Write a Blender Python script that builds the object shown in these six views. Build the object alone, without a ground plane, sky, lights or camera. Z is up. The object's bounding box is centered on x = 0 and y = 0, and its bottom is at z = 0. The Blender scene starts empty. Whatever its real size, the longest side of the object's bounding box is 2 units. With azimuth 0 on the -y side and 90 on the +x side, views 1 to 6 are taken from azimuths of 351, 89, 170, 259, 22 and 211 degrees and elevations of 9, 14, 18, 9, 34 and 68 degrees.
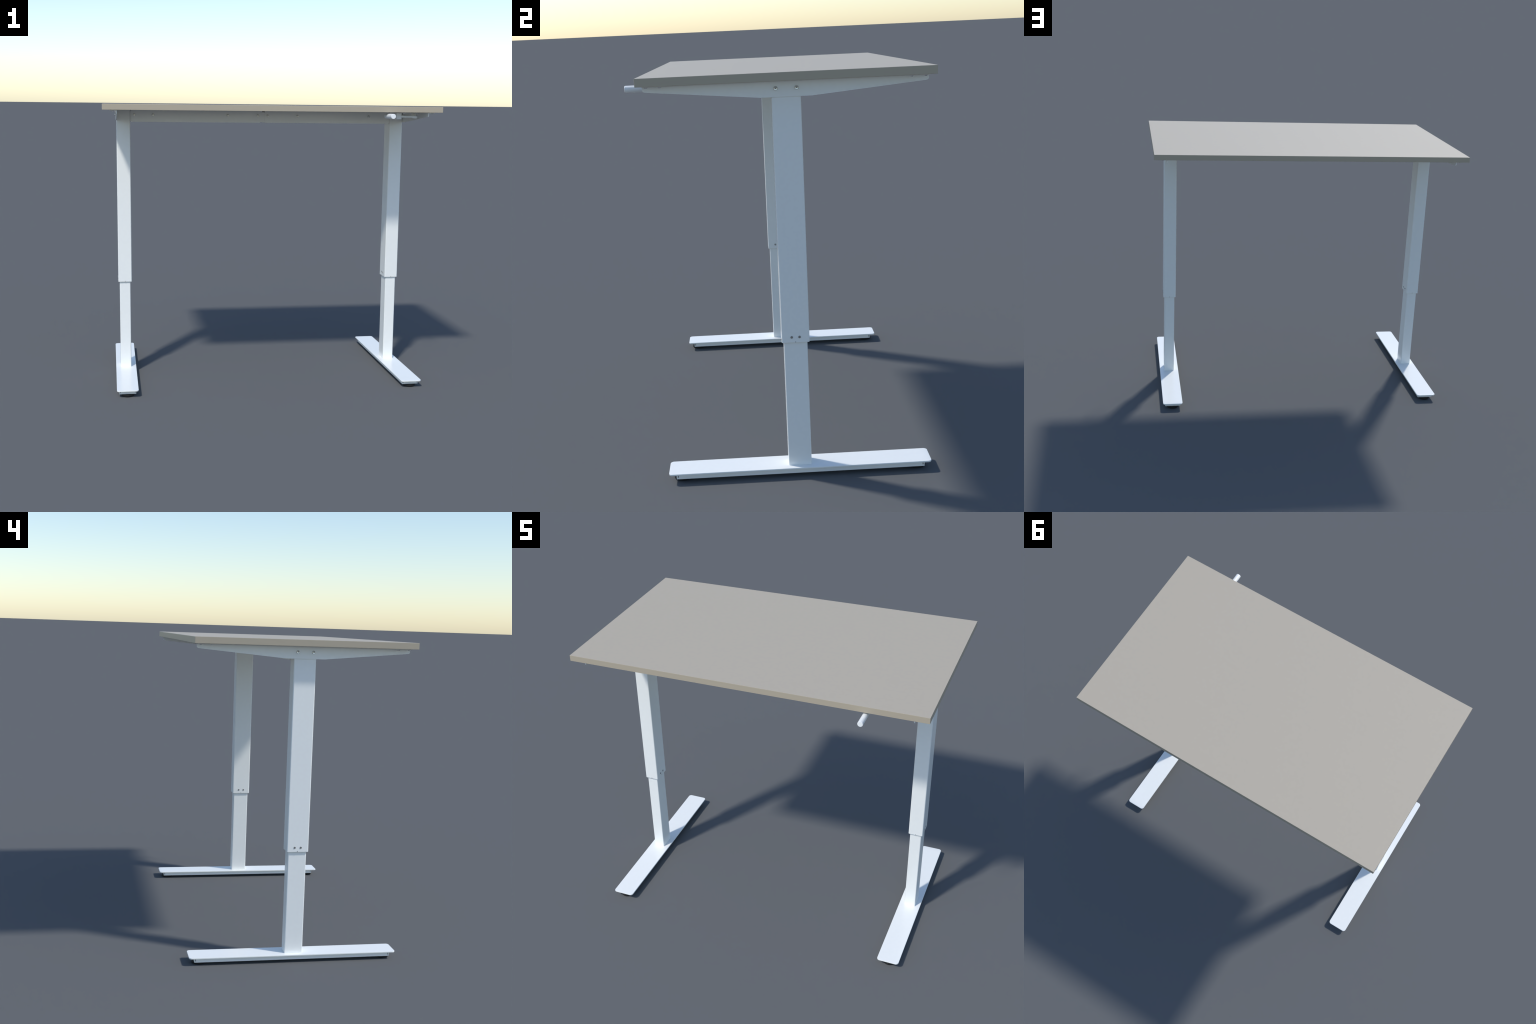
import bpy, bmesh, math
from mathutils import Vector, Matrix

# ----------------------------------------------------------------- sizes (m)
TOP_Z, TOP_T = 1.7238, 0.0333            # worktop upper face and thickness
TOP_Y0, TOP_Y1 = -0.5445, 0.6212         # worktop front and back edge
UNDER = TOP_Z - TOP_T                    # worktop underside
LEG_X, LEG_Y = 0.8742, 0.0382            # column axis
OUT_W, OUT_D = 0.0848, 0.1172            # outer column section
INN_W, INN_D = 0.0676, 0.0994            # inner column section
OUT_Z0 = 0.6055                          # lower end of the outer column
FOOT_X, FOOT_Y = 0.8732, 0.0378
FOOT_W, FOOT_L, FOOT_TOP, FOOT_T = 0.1282, 1.1358, 0.0446, 0.0072
CHAN_W, CHAN_Z0 = 0.0995, 0.0143         # channel below the foot plate
CHAN_Y0, CHAN_Y1 = -0.4990, 0.5765

# ----------------------------------------------------------------- materials
def principled(name, color, rough, metallic=0.0, spec=0.5, vary=0.02, scale=60.0,
               bump=0.03, bump_scale=900.0, stretch=(1, 1, 1)):
    """A plain coat with a faint cloud of tone variation and a fine grain."""
    m = bpy.data.materials.new(name)
    m.use_nodes = True
    nt = m.node_tree
    b = nt.nodes["Principled BSDF"]
    b.inputs["Metallic"].default_value = metallic
    b.inputs["Roughness"].default_value = rough
    b.inputs["Specular IOR Level"].default_value = spec
    tc = nt.nodes.new("ShaderNodeTexCoord")
    mp = nt.nodes.new("ShaderNodeMapping")
    mp.inputs["Scale"].default_value = stretch
    nt.links.new(tc.outputs["Object"], mp.inputs["Vector"])
    n1 = nt.nodes.new("ShaderNodeTexNoise")
    n1.inputs["Scale"].default_value = scale
    n1.inputs["Detail"].default_value = 4
    nt.links.new(mp.outputs["Vector"], n1.inputs["Vector"])
    cr = nt.nodes.new("ShaderNodeValToRGB")
    lo = [c * (1 - vary) for c in color] + [1]
    hi = [min(1, c * (1 + vary)) for c in color] + [1]
    cr.color_ramp.elements[0].position = 0.3
    cr.color_ramp.elements[0].color = lo
    cr.color_ramp.elements[1].position = 0.7
    cr.color_ramp.elements[1].color = hi
    nt.links.new(n1.outputs["Fac"], cr.inputs["Fac"])
    nt.links.new(cr.outputs["Color"], b.inputs["Base Color"])
    n2 = nt.nodes.new("ShaderNodeTexNoise")
    n2.inputs["Scale"].default_value = bump_scale
    n2.inputs["Detail"].default_value = 2
    nt.links.new(mp.outputs["Vector"], n2.inputs["Vector"])
    bp = nt.nodes.new("ShaderNodeBump")
    bp.inputs["Strength"].default_value = bump
    bp.inputs["Distance"].default_value = 0.001
    nt.links.new(n2.outputs["Fac"], bp.inputs["Height"])
    nt.links.new(bp.outputs["Normal"], b.inputs["Normal"])
    return m

WHITE = principled("white_powder_coat", (0.925, 0.935, 0.905), 0.20, vary=0.008)
PLASTIC = principled("white_plastic", (0.92, 0.93, 0.91), 0.3, vary=0.006)
LAMINATE = principled("grey_beige_laminate", (0.503, 0.440, 0.347), 0.55, vary=0.008,
                      scale=40, bump=0.02)
EDGING = principled("grey_beige_edging", (0.46, 0.397, 0.300), 0.4, vary=0.008,
                    scale=30, stretch=(0.3, 0.3, 6))
RUBBER = principled("black_rubber", (0.012, 0.012, 0.012), 0.6, vary=0.1)
STEEL = principled("zinc_plated_steel", (0.82, 0.82, 0.78), 0.18, metallic=1.0, vary=0.03)
DARK = principled("dark_socket_steel", (0.32, 0.32, 0.31), 0.3, metallic=1.0, vary=0.05)
DULL = principled("dull_grey_steel", (0.42, 0.42, 0.41), 0.35, metallic=1.0, vary=0.05)

GREY = principled("strip_grey", (0.30, 0.30, 0.29), 0.5, vary=0.03)

# ------------------------------------------------------------------- helpers
def weigh(ob):
    """Keep large faces flat in shading where narrow rounded rims meet them."""
    w = ob.modifiers.new("weighted_normals", 'WEIGHTED_NORMAL')
    w.mode = 'FACE_AREA'
    w.weight = 100
    w.keep_sharp = True

def make(name, bm, mat, parent=None, angle=35, mats=None):
    bmesh.ops.recalc_face_normals(bm, faces=bm.faces)
    me = bpy.data.meshes.new(name)
    bm.to_mesh(me)
    bm.free()
    for m in (mats or [mat]):
        me.materials.append(m)
    for p in me.polygons:
        p.use_smooth = True
    me.set_sharp_from_angle(angle=math.radians(angle))
    ob = bpy.data.objects.new(name, me)
    bpy.context.scene.collection.objects.link(ob)
    weigh(ob)
    if parent:
        ob.parent = parent
    return ob

def empty(name, loc=(0, 0, 0), parent=None):
    e = bpy.data.objects.new(name, None)
    e.empty_display_size = 0.1
    e.location = loc
    bpy.context.scene.collection.objects.link(e)
    if parent:
        e.parent = parent
    return e

def add_box(bm, x0, x1, y0, y1, z0, z1, bevel=0.0, seg=2):
    v = [bm.verts.new((x, y, z)) for x in (x0, x1) for y in (y0, y1) for z in (z0, z1)]
    fs = [(0, 1, 3, 2), (4, 6, 7, 5), (0, 4, 5, 1), (2, 3, 7, 6), (0, 2, 6, 4), (1, 5, 7, 3)]
    faces = [bm.faces.new([v[i] for i in f]) for f in fs]
    if bevel:
        edges = list({e for f in faces for e in f.edges})
        bmesh.ops.bevel(bm, geom=edges, offset=bevel, segments=seg, profile=0.5, affect='EDGES')
    return faces

def rrect(w, d, r, n=5):
    """Counter-clockwise rounded rectangle around the origin."""
    pts = []
    for cx, cy, a0 in ((w/2-r, d/2-r, 0), (-w/2+r, d/2-r, 90), (-w/2+r, -d/2+r, 180), (w/2-r, -d/2+r, 270)):
        for i in range(n + 1):
            a = math.radians(a0 + 90 * i / n)
            pts.append((cx + r*math.cos(a), cy + r*math.sin(a)))
    return pts

def add_loops(bm, loops, close=False):
    """Skin a list of equal-length closed loops of 3D points."""
    rings = [[bm.verts.new(p) for p in lp] for lp in loops]
    pairs = list(zip(rings, rings[1:])) + ([(rings[-1], rings[0])] if close else [])
    for a, b in pairs:
        n = len(a)
        for i in range(n):
            bm.faces.new((a[i], a[(i+1) % n], b[(i+1) % n], b[i]))
    return rings

def add_tube(bm, cx, cy, w, d, r, wall, z0, z1):
    """Hollow rounded rectangular tube, open at both ends, with eased rims."""
    e = 0.0010
    def lp(ins, z):
        return [(cx+x, cy+y, z) for x, y in rrect(w-2*ins, d-2*ins, max(r-ins, 0.0008))]
    add_loops(bm, [lp(e, z0), lp(0, z0+e), lp(0, z1-e), lp(e, z1), lp(wall, z1), lp(wall, z0)], close=True)

def add_plate(bm, cx, cy, w, d, r, z0, z1, e):
    """Solid plate with rounded corners and rounded rims."""
    def lp(ins, z):
        return [(cx+x, cy+y, z) for x, y in rrect(w-2*ins, d-2*ins, max(r-ins, 0.001), 8)]
    k = 1 - math.sqrt(0.5)
    rings = add_loops(bm, [lp(e, z0), lp(e*k, z0+e*k), lp(0, z0+e), lp(0, z1-e), lp(e*k, z1-e*k), lp(e, z1)])
    bm.faces.new(rings[0][::-1]); bm.faces.new(rings[-1])

def add_lathe(bm, profile, n, mat=Matrix()):
    """Solid of revolution about local z; profile is (radius, height) pairs, closed by caps."""
    rings = add_loops(bm, [[mat @ Vector((r*math.cos(2*math.pi*i/n), r*math.sin(2*math.pi*i/n), z))
                            for i in range(n)] for r, z in profile])
    bm.faces.new(rings[0][::-1]); bm.faces.new(rings[-1])

def add_extrude(bm, pts, t, mat):
    """Polygon in local xy extruded by t along local z."""
    a = [bm.verts.new(mat @ Vector((x, y, 0))) for x, y in pts]
    b = [bm.verts.new(mat @ Vector((x, y, t))) for x, y in pts]
    f1 = bm.faces.new(a[::-1]); f2 = bm.faces.new(b)
    n = len(pts)
    for i in range(n):
        bm.faces.new((a[i], a[(i+1) % n], b[(i+1) % n], b[i]))
    return f1, f2

def fillet(pts, radii, n=5):
    out = []
    N = len(pts)
    for i, (p, r) in enumerate(zip(pts, radii)):
        p = Vector(p); a = Vector(pts[i-1]) - p; b = Vector(pts[(i+1) % N]) - p
        if r <= 0:
            out.append(tuple(p)); continue
        half = a.angle(b) / 2
        t = r / math.tan(half)
        p0, p1 = p + a.normalized()*t, p + b.normalized()*t
        for k in range(n + 1):
            u = k / n
            q = p0*(1-u)**2 + p*2*u*(1-u) + p1*u**2
            out.append(tuple(q))
    return out

def tube_along(bm, path, r, n=16):
    rings = []
    up = Vector((0, 0, 1))
    for i, p in enumerate(path):
        t = (path[min(i+1, len(path)-1)] - path[max(i-1, 0)]).normalized()
        s = t.cross(up).normalized(); u = s.cross(t)
        rings.append([p + r*(math.cos(2*math.pi*k/n)*s + math.sin(2*math.pi*k/n)*u) for k in range(n)])
    R = add_loops(bm, rings)
    bm.faces.new(R[0][::-1]); bm.faces.new(R[-1])

# --------------------------------------------------------- fasteners (shared)
def bolt_mesh(name, r, h, socket, sides=6):
    """Button head bolt: domed head with a polygonal socket sunk into it. Axis +z."""
    bm = bmesh.new()
    n = 36
    prof = [(r, 0.0), (r, 0.30*h), (0.95*r, 0.58*h), (0.82*r, 0.82*h), (0.66*r, h)]
    rings = [[(q*math.cos(2*math.pi*i/n), q*math.sin(2*math.pi*i/n), z) for i in range(n)] for q, z in prof]
    def poly(q, z):
        out = []
        for i in range(n):
            a = 2*math.pi*i/n
            k = math.pi/sides
            m = ((a + k) % (2*k)) - k
            rr = q*math.cos(k)/math.cos(m)
            out.append((rr*math.cos(a), rr*math.sin(a), z))
        return out
    R = add_loops(bm, rings + [poly(socket, 0.97*h), poly(socket, 0.35*h)])
    bm.faces.new(R[0][::-1])
    fl = bm.faces.new(R[-1])
    fl.material_index = 1
    ob = make(name, bm, None, mats=[STEEL, DARK], angle=40)
    me = ob.data
    bpy.data.objects.remove(ob)
    return me

def place(name, me, loc, axis, parent, spin=0.0):
    ob = bpy.data.objects.new(name, me)
    bpy.context.scene.collection.objects.link(ob)
    q = Vector((0, 0, 1)).rotation_difference(Vector(axis))
    ob.rotation_mode = 'QUATERNION'
    from mathutils import Quaternion
    ob.rotation_quaternion = q @ Quaternion((0, 0, 1), spin)
    ob.location = Vector(loc)
    ob.parent = parent
    weigh(ob)
    return ob

BOLT = bolt_mesh("bolt", 0.0092, 0.0075, 0.0044)
BEAM_BOLT = bolt_mesh("beam_bolt", 0.0084, 0.0060, 0.0036)
WOOD_SCREW = bolt_mesh("wood_screw", 0.0085, 0.0050, 0.0036, sides=4)
bm = bmesh.new()
add_lathe(bm, [(0.0056, -0.002), (0.0056, 0.0012), (0.0048, 0.0022), (0.0030, 0.0022), (0.0026, 0.0008)], 24)
_o = make("set_screw", bm, DULL, angle=30)
SET_SCREW = _o.data
bpy.data.objects.remove(_o)

# --------------------------------------------------------------------- desk
desk = empty("standing_desk")
desk["label"] = "height-adjustable desk with grey-beige top and white metal legs"
desk["category"] = "standing desk"

# worktop: laminate board with edge banding on its four sides
bm = bmesh.new()
faces = add_box(bm, -1.0, 1.0, TOP_Y0, TOP_Y1, UNDER, TOP_Z, bevel=0.0014, seg=2)
bm.normal_update()
for f in bm.faces:
    if abs(f.normal.z) < 0.9:
        f.material_index = 1
tabletop = make("tabletop", bm, None, desk, mats=[LAMINATE, EDGING])

# --------------------------------------------------------------------- legs
def build_leg(sx):
    cx = sx * LEG_X
    bm = bmesh.new()
    add_tube(bm, cx, LEG_Y, OUT_W, OUT_D, 0.0055, 0.0050, OUT_Z0, UNDER - 0.0030)
    leg = make("leg", bm, WHITE, desk)
    bm = bmesh.new()
    add_tube(bm, cx, LEG_Y, INN_W, INN_D, 0.0050, 0.0045, FOOT_TOP - 0.0004, 1.02)
    make("inner_column", bm, WHITE, leg)
    # plastic guide that closes the gap between the two tubes, a little inside the rim
    bm = bmesh.new()
    add_tube(bm, cx, LEG_Y, OUT_W - 0.0104, OUT_D - 0.0104, 0.0030, 0.0030, OUT_Z0 + 0.0030, OUT_Z0 + 0.06)
    make("glide_sleeve", bm, PLASTIC, leg)
    # short thin grey strips at the rim, one centred on each face
    bm = bmesh.new()
    zc0, zc1 = OUT_Z0 - 0.0004, OUT_Z0 + 0.0065
    for s in (-1, 1):
        xf = cx + s*OUT_W/2
        add_box(bm, xf - 0.002, xf + 0.0003, LEG_Y - 0.0009, LEG_Y + 0.0009, zc0, zc1)
        yf = LEG_Y + s*OUT_D/2
        add_box(bm, cx - 0.0009, cx + 0.0009, yf - 0.002, yf + 0.0003, zc0, zc1)
    make("rim_strip", bm, GREY, leg)
    for s in (-1, 1):
        for dy in (-0.0165, 0.0165):
            place("set_screw", SET_SCREW, (cx + s*OUT_W/2, LEG_Y + dy, OUT_Z0 + 0.0240), (s, 0, 0), leg)
    return leg

# --------------------------------------------------------------------- feet
def build_foot(sx):
    cx = sx * FOOT_X
    bm = bmesh.new()
    add_plate(bm, cx, FOOT_Y, FOOT_W, FOOT_L, 0.0165, FOOT_TOP - FOOT_T, FOOT_TOP, 0.0014)
    foot = make("foot", bm, WHITE, desk, angle=50)
    # folded channel under the plate; the end flaps meet the side walls at slits
    bm = bmesh.new()
    h, t, z0, z1 = CHAN_W/2, 0.0045, CHAN_Z0, FOOT_TOP - FOOT_T + 0.0005
    slit_z = z0 + 0.0065
    for s in (-1, 1):
        xa, xb = cx + s*h, cx + s*(h - t)
        x0, x1 = min(xa, xb), max(xa, xb)
        add_box(bm, x0, x1, CHAN_Y0 + 0.0085, CHAN_Y1 - 0.0085, z0, z1, 0.0008, 1)
        for ye, sy in ((CHAN_Y0, 1), (CHAN_Y1, -1)):
            ya, yb = sorted((ye, ye + sy*0.0056))
            add_box(bm, x0, x1, ya, yb, z0, z1, 0.0012, 2)
            ya, yb = sorted((ye + sy*0.0050, ye + sy*0.0095))
            add_box(bm, x0 + 0.0006, x1 - 0.0006, ya, yb, z0 + 0.0005, slit_z)
    for ye, sy in ((CHAN_Y0, 1), (CHAN_Y1, -1)):
        ya, yb = sorted((ye + sy*0.0002, ye + sy*t))
        add_box(bm, cx - h + 0.0074, cx + h - 0.0074, ya, yb, z0, z1, 0.0008, 1)
        for s in (-1, 1):
            xa, xb = sorted((cx + s*(h - 0.0080), cx + s*(h - 0.0040)))
            add_box(bm, xa, xb, ya + 0.0004, yb - 0.0004, z0 + 0.0005, slit_z)
    make("foot_channel", bm, WHITE, foot)
    for gy in (-0.4725, 0.5490):
        bm = bmesh.new()
        r = 0.0388
        add_lathe(bm, [(r-0.004, 0.0), (r-0.0012, 0.0010), (r, 0.0035), (r, 0.0100), (r-0.003, 0.0125),
                       (0.012, 0.0135), (0.012, 0.0360)], 48,
                  Matrix.Translation((cx, gy, 0)))
        make("glide", bm, RUBBER, foot)
    return foot

# ------------------------------------------------------------- side brackets
def build_bracket(sx):
    """Sheet-metal angle under the worktop: a boat-shaped web on the outer face of
    the column and a narrow flange turned outwards for the wood screws."""
    web_in = LEG_X + OUT_W/2 + 0.0002
    web_t = 0.0048
    prof = [(-0.5235, UNDER - 0.0006), (-0.5235, 1.6655), (-0.0640, 1.6247), (0.1400, 1.6247), (0.6020, 1.6655), (0.6020, UNDER - 0.0006)]
    prof = fillet(prof, [0, 0.011, 0.05, 0.05, 0.011, 0])
    bm = bmesh.new()
    M = Matrix(((0, 0, sx, sx*web_in), (1, 0, 0, 0), (0, 1, 0, 0), (0, 0, 0, 1)))
    f1, f2 = add_extrude(bm, prof, web_t, M)
    rim = [e for e in bm.edges if (e.verts[0].co.z < UNDER - 0.002 or e.verts[1].co.z < UNDER - 0.002)
           and any(f in (f1, f2) for f in e.link_faces)]
    bmesh.ops.bevel(bm, geom=rim, offset=0.0007, segments=1, affect='EDGES')
    bracket = make("side_bracket", bm, WHITE, desk)
    # flange: long strip with rounded corners, just below the worktop
    bm = bmesh.new()
    x0, x1 = web_in + 0.001, 0.9580
    w = x1 - x0
    add_plate(bm, sx*(x0 + x1)/2, (-0.5235 + 0.6020)/2, w, 1.1235, 0.008, UNDER - 0.0042, UNDER - 0.0002, 0.0006)
    make("flange", bm, WHITE, bracket)
    for y in (LEG_Y - 0.0410, LEG_Y + 0.0418):
        place("bolt", BOLT, (sx*(web_in + web_t - 0.0002), y, 1.6592), (sx, 0, 0), bracket, spin=y*20)
    for y in (-0.5060, -0.4525, 0.5300, 0.5835):
        place("screw", WOOD_SCREW, (sx*0.9440, y, UNDER - 0.0041), (0, 0, -1), bracket, spin=y*9)
    return bracket

for sx in (-1, 1):
    build_leg(sx)
    build_foot(sx)
    build_bracket(sx)

# --------------------------------------------------------------- cross beam
BEAM_Y0, BEAM_Y1, BEAM_Z0, BEAM_Z1 = -0.0200, 0.0980, 1.6128, UNDER - 0.0020

def beam_half(x0, x1):
    """Box-section half of the beam, hollow, open at the joint."""
    bm = bmesh.new()
    w, d = BEAM_Y1 - BEAM_Y0, BEAM_Z1 - BEAM_Z0
    cy, cz = (BEAM_Y0 + BEAM_Y1)/2, (BEAM_Z0 + BEAM_Z1)/2
    def lp(ins, x):
        return [(x, cy+a, cz+b) for a, b in rrect(w-2*ins, d-2*ins, max(0.0035-ins, 0.0006), 3)]
    t = 0.0042
    add_loops(bm, [lp(0, x0), lp(0, x1), lp(t, x1), lp(t, x0)], close=True)
    return make("beam", bm, WHITE, desk)

beam_l = beam_half(-0.8255, -0.0148)
beam_r = beam_half(0.0139, 0.8255)
# inner splice tube that joins the halves, and end plates screwed to the columns
bm = bmesh.new()
add_box(bm, -0.10, 0.10, BEAM_Y0 + 0.0025, BEAM_Y1 - 0.0045, BEAM_Z0 + 0.0046, 1.6812, 0.0015, 2)
make("beam_splice", bm, WHITE, beam_l)
for sx, pb in ((-1, beam_l), (1, beam_r)):
    bm = bmesh.new()
    xa, xb = sorted((sx*0.790, sx*(LEG_X - OUT_W/2 - 0.0002)))
    add_box(bm, xa, xb, BEAM_Y0 + 0.0046, BEAM_Y1 - 0.0046, BEAM_Z0 + 0.0048, BEAM_Z1 - 0.0048, 0.001, 1)
    make("beam_end_plate", bm, WHITE, pb)
for x in (-0.8074, -0.6905, -0.2230, -0.0300, 0.0308, 0.2230, 0.6905, 0.8074):
    pb = beam_l if x < 0 else beam_r
    place("bolt", BEAM_BOLT, (x, BEAM_Y0 + 0.0002, 1.6573), (0, -1, 0), pb, spin=x*37)
    place("bolt", BEAM_BOLT, (x, BEAM_Y1 - 0.0002, 1.6573), (0, 1, 0), pb, spin=x*23)

# -------------------------------------------------------------------- crank
crank = empty("crank", (0.6735, -0.6212, 1.6672), desk)
inv = Matrix.Translation(-crank.location)
HX, HZ, HR = 0.6735, 1.6672, 0.0149
bm = bmesh.new()
L = 0.146
add_lathe(bm, [(HR-0.0030, 0), (HR-0.0009, 0.0009), (HR, 0.0030), (HR, L-0.006), (HR-0.0018, L-0.0018), (HR-0.006, L)], 40,
          inv @ Matrix.Translation((HX, -0.6212, HZ)) @ Matrix.Rotation(math.radians(-90), 4, 'X'))
make("handle", bm, PLASTIC, crank)

def bend(points, r, n=8):
    out = [Vector(points[0])]
    for a, p, b in zip(points, points[1:], points[2:]):
        a, p, b = Vector(a), Vector(p), Vector(b)
        d0, d1 = (a-p).normalized(), (b-p).normalized()
        for k in range(n + 1):
            u = k/n
            out.append((p+d0*r)*(1-u)**2 + p*2*u*(1-u) + (p+d1*r)*u**2)
    out.append(Vector(points[-1]))
    return out
RZ = 1.6655
path = bend([(HX, -0.480, RZ), (HX, -0.455, RZ), (0.868, -0.455, RZ), (0.868, LEG_Y - OUT_D/2 + 0.002, RZ)], 0.020)
bm = bmesh.new()
tube_along(bm, [inv @ p for p in path], 0.0068)
make("crank_rod", bm, WHITE, crank)
bm = bmesh.new()
elbow = bend([(0.838, -0.455, RZ), (0.868, -0.455, RZ - 0.002), (0.868, -0.405, RZ - 0.002)], 0.020)
tube_along(bm, [inv @ p for p in elbow], 0.0096)
make("elbow_sleeve", bm, WHITE, crank)
# storage clip under the worktop that holds the rod
bm = bmesh.new()
add_box(bm, 0.7370, 0.7695, -0.4680, -0.4300, 1.6492, UNDER - 0.0030, 0.0025, 2)
for v in bm.verts:
    v.co = inv @ v.co
clip = make("rod_clip", bm, PLASTIC, crank)
# bearing plate for the rod in front of the column
bm = bmesh.new()
add_box(bm, 0.7900, 0.9020, -0.4000, -0.3600, UNDER - 0.0050, UNDER - 0.0010, 0.0008, 1)
add_box(bm, 0.8530, 0.8830, -0.3970, -0.3730, 1.6600, UNDER - 0.0048, 0.0020, 2)
for v in bm.verts:
    v.co = inv @ v.co
bearing = make("rod_bearing", bm, WHITE, crank)
for x in (0.8150, 0.8900):
    o = place("screw", WOOD_SCREW, inv @ Vector((x, -0.3800, UNDER - 0.0049)), (0, 0, -1), crank, spin=x*50)
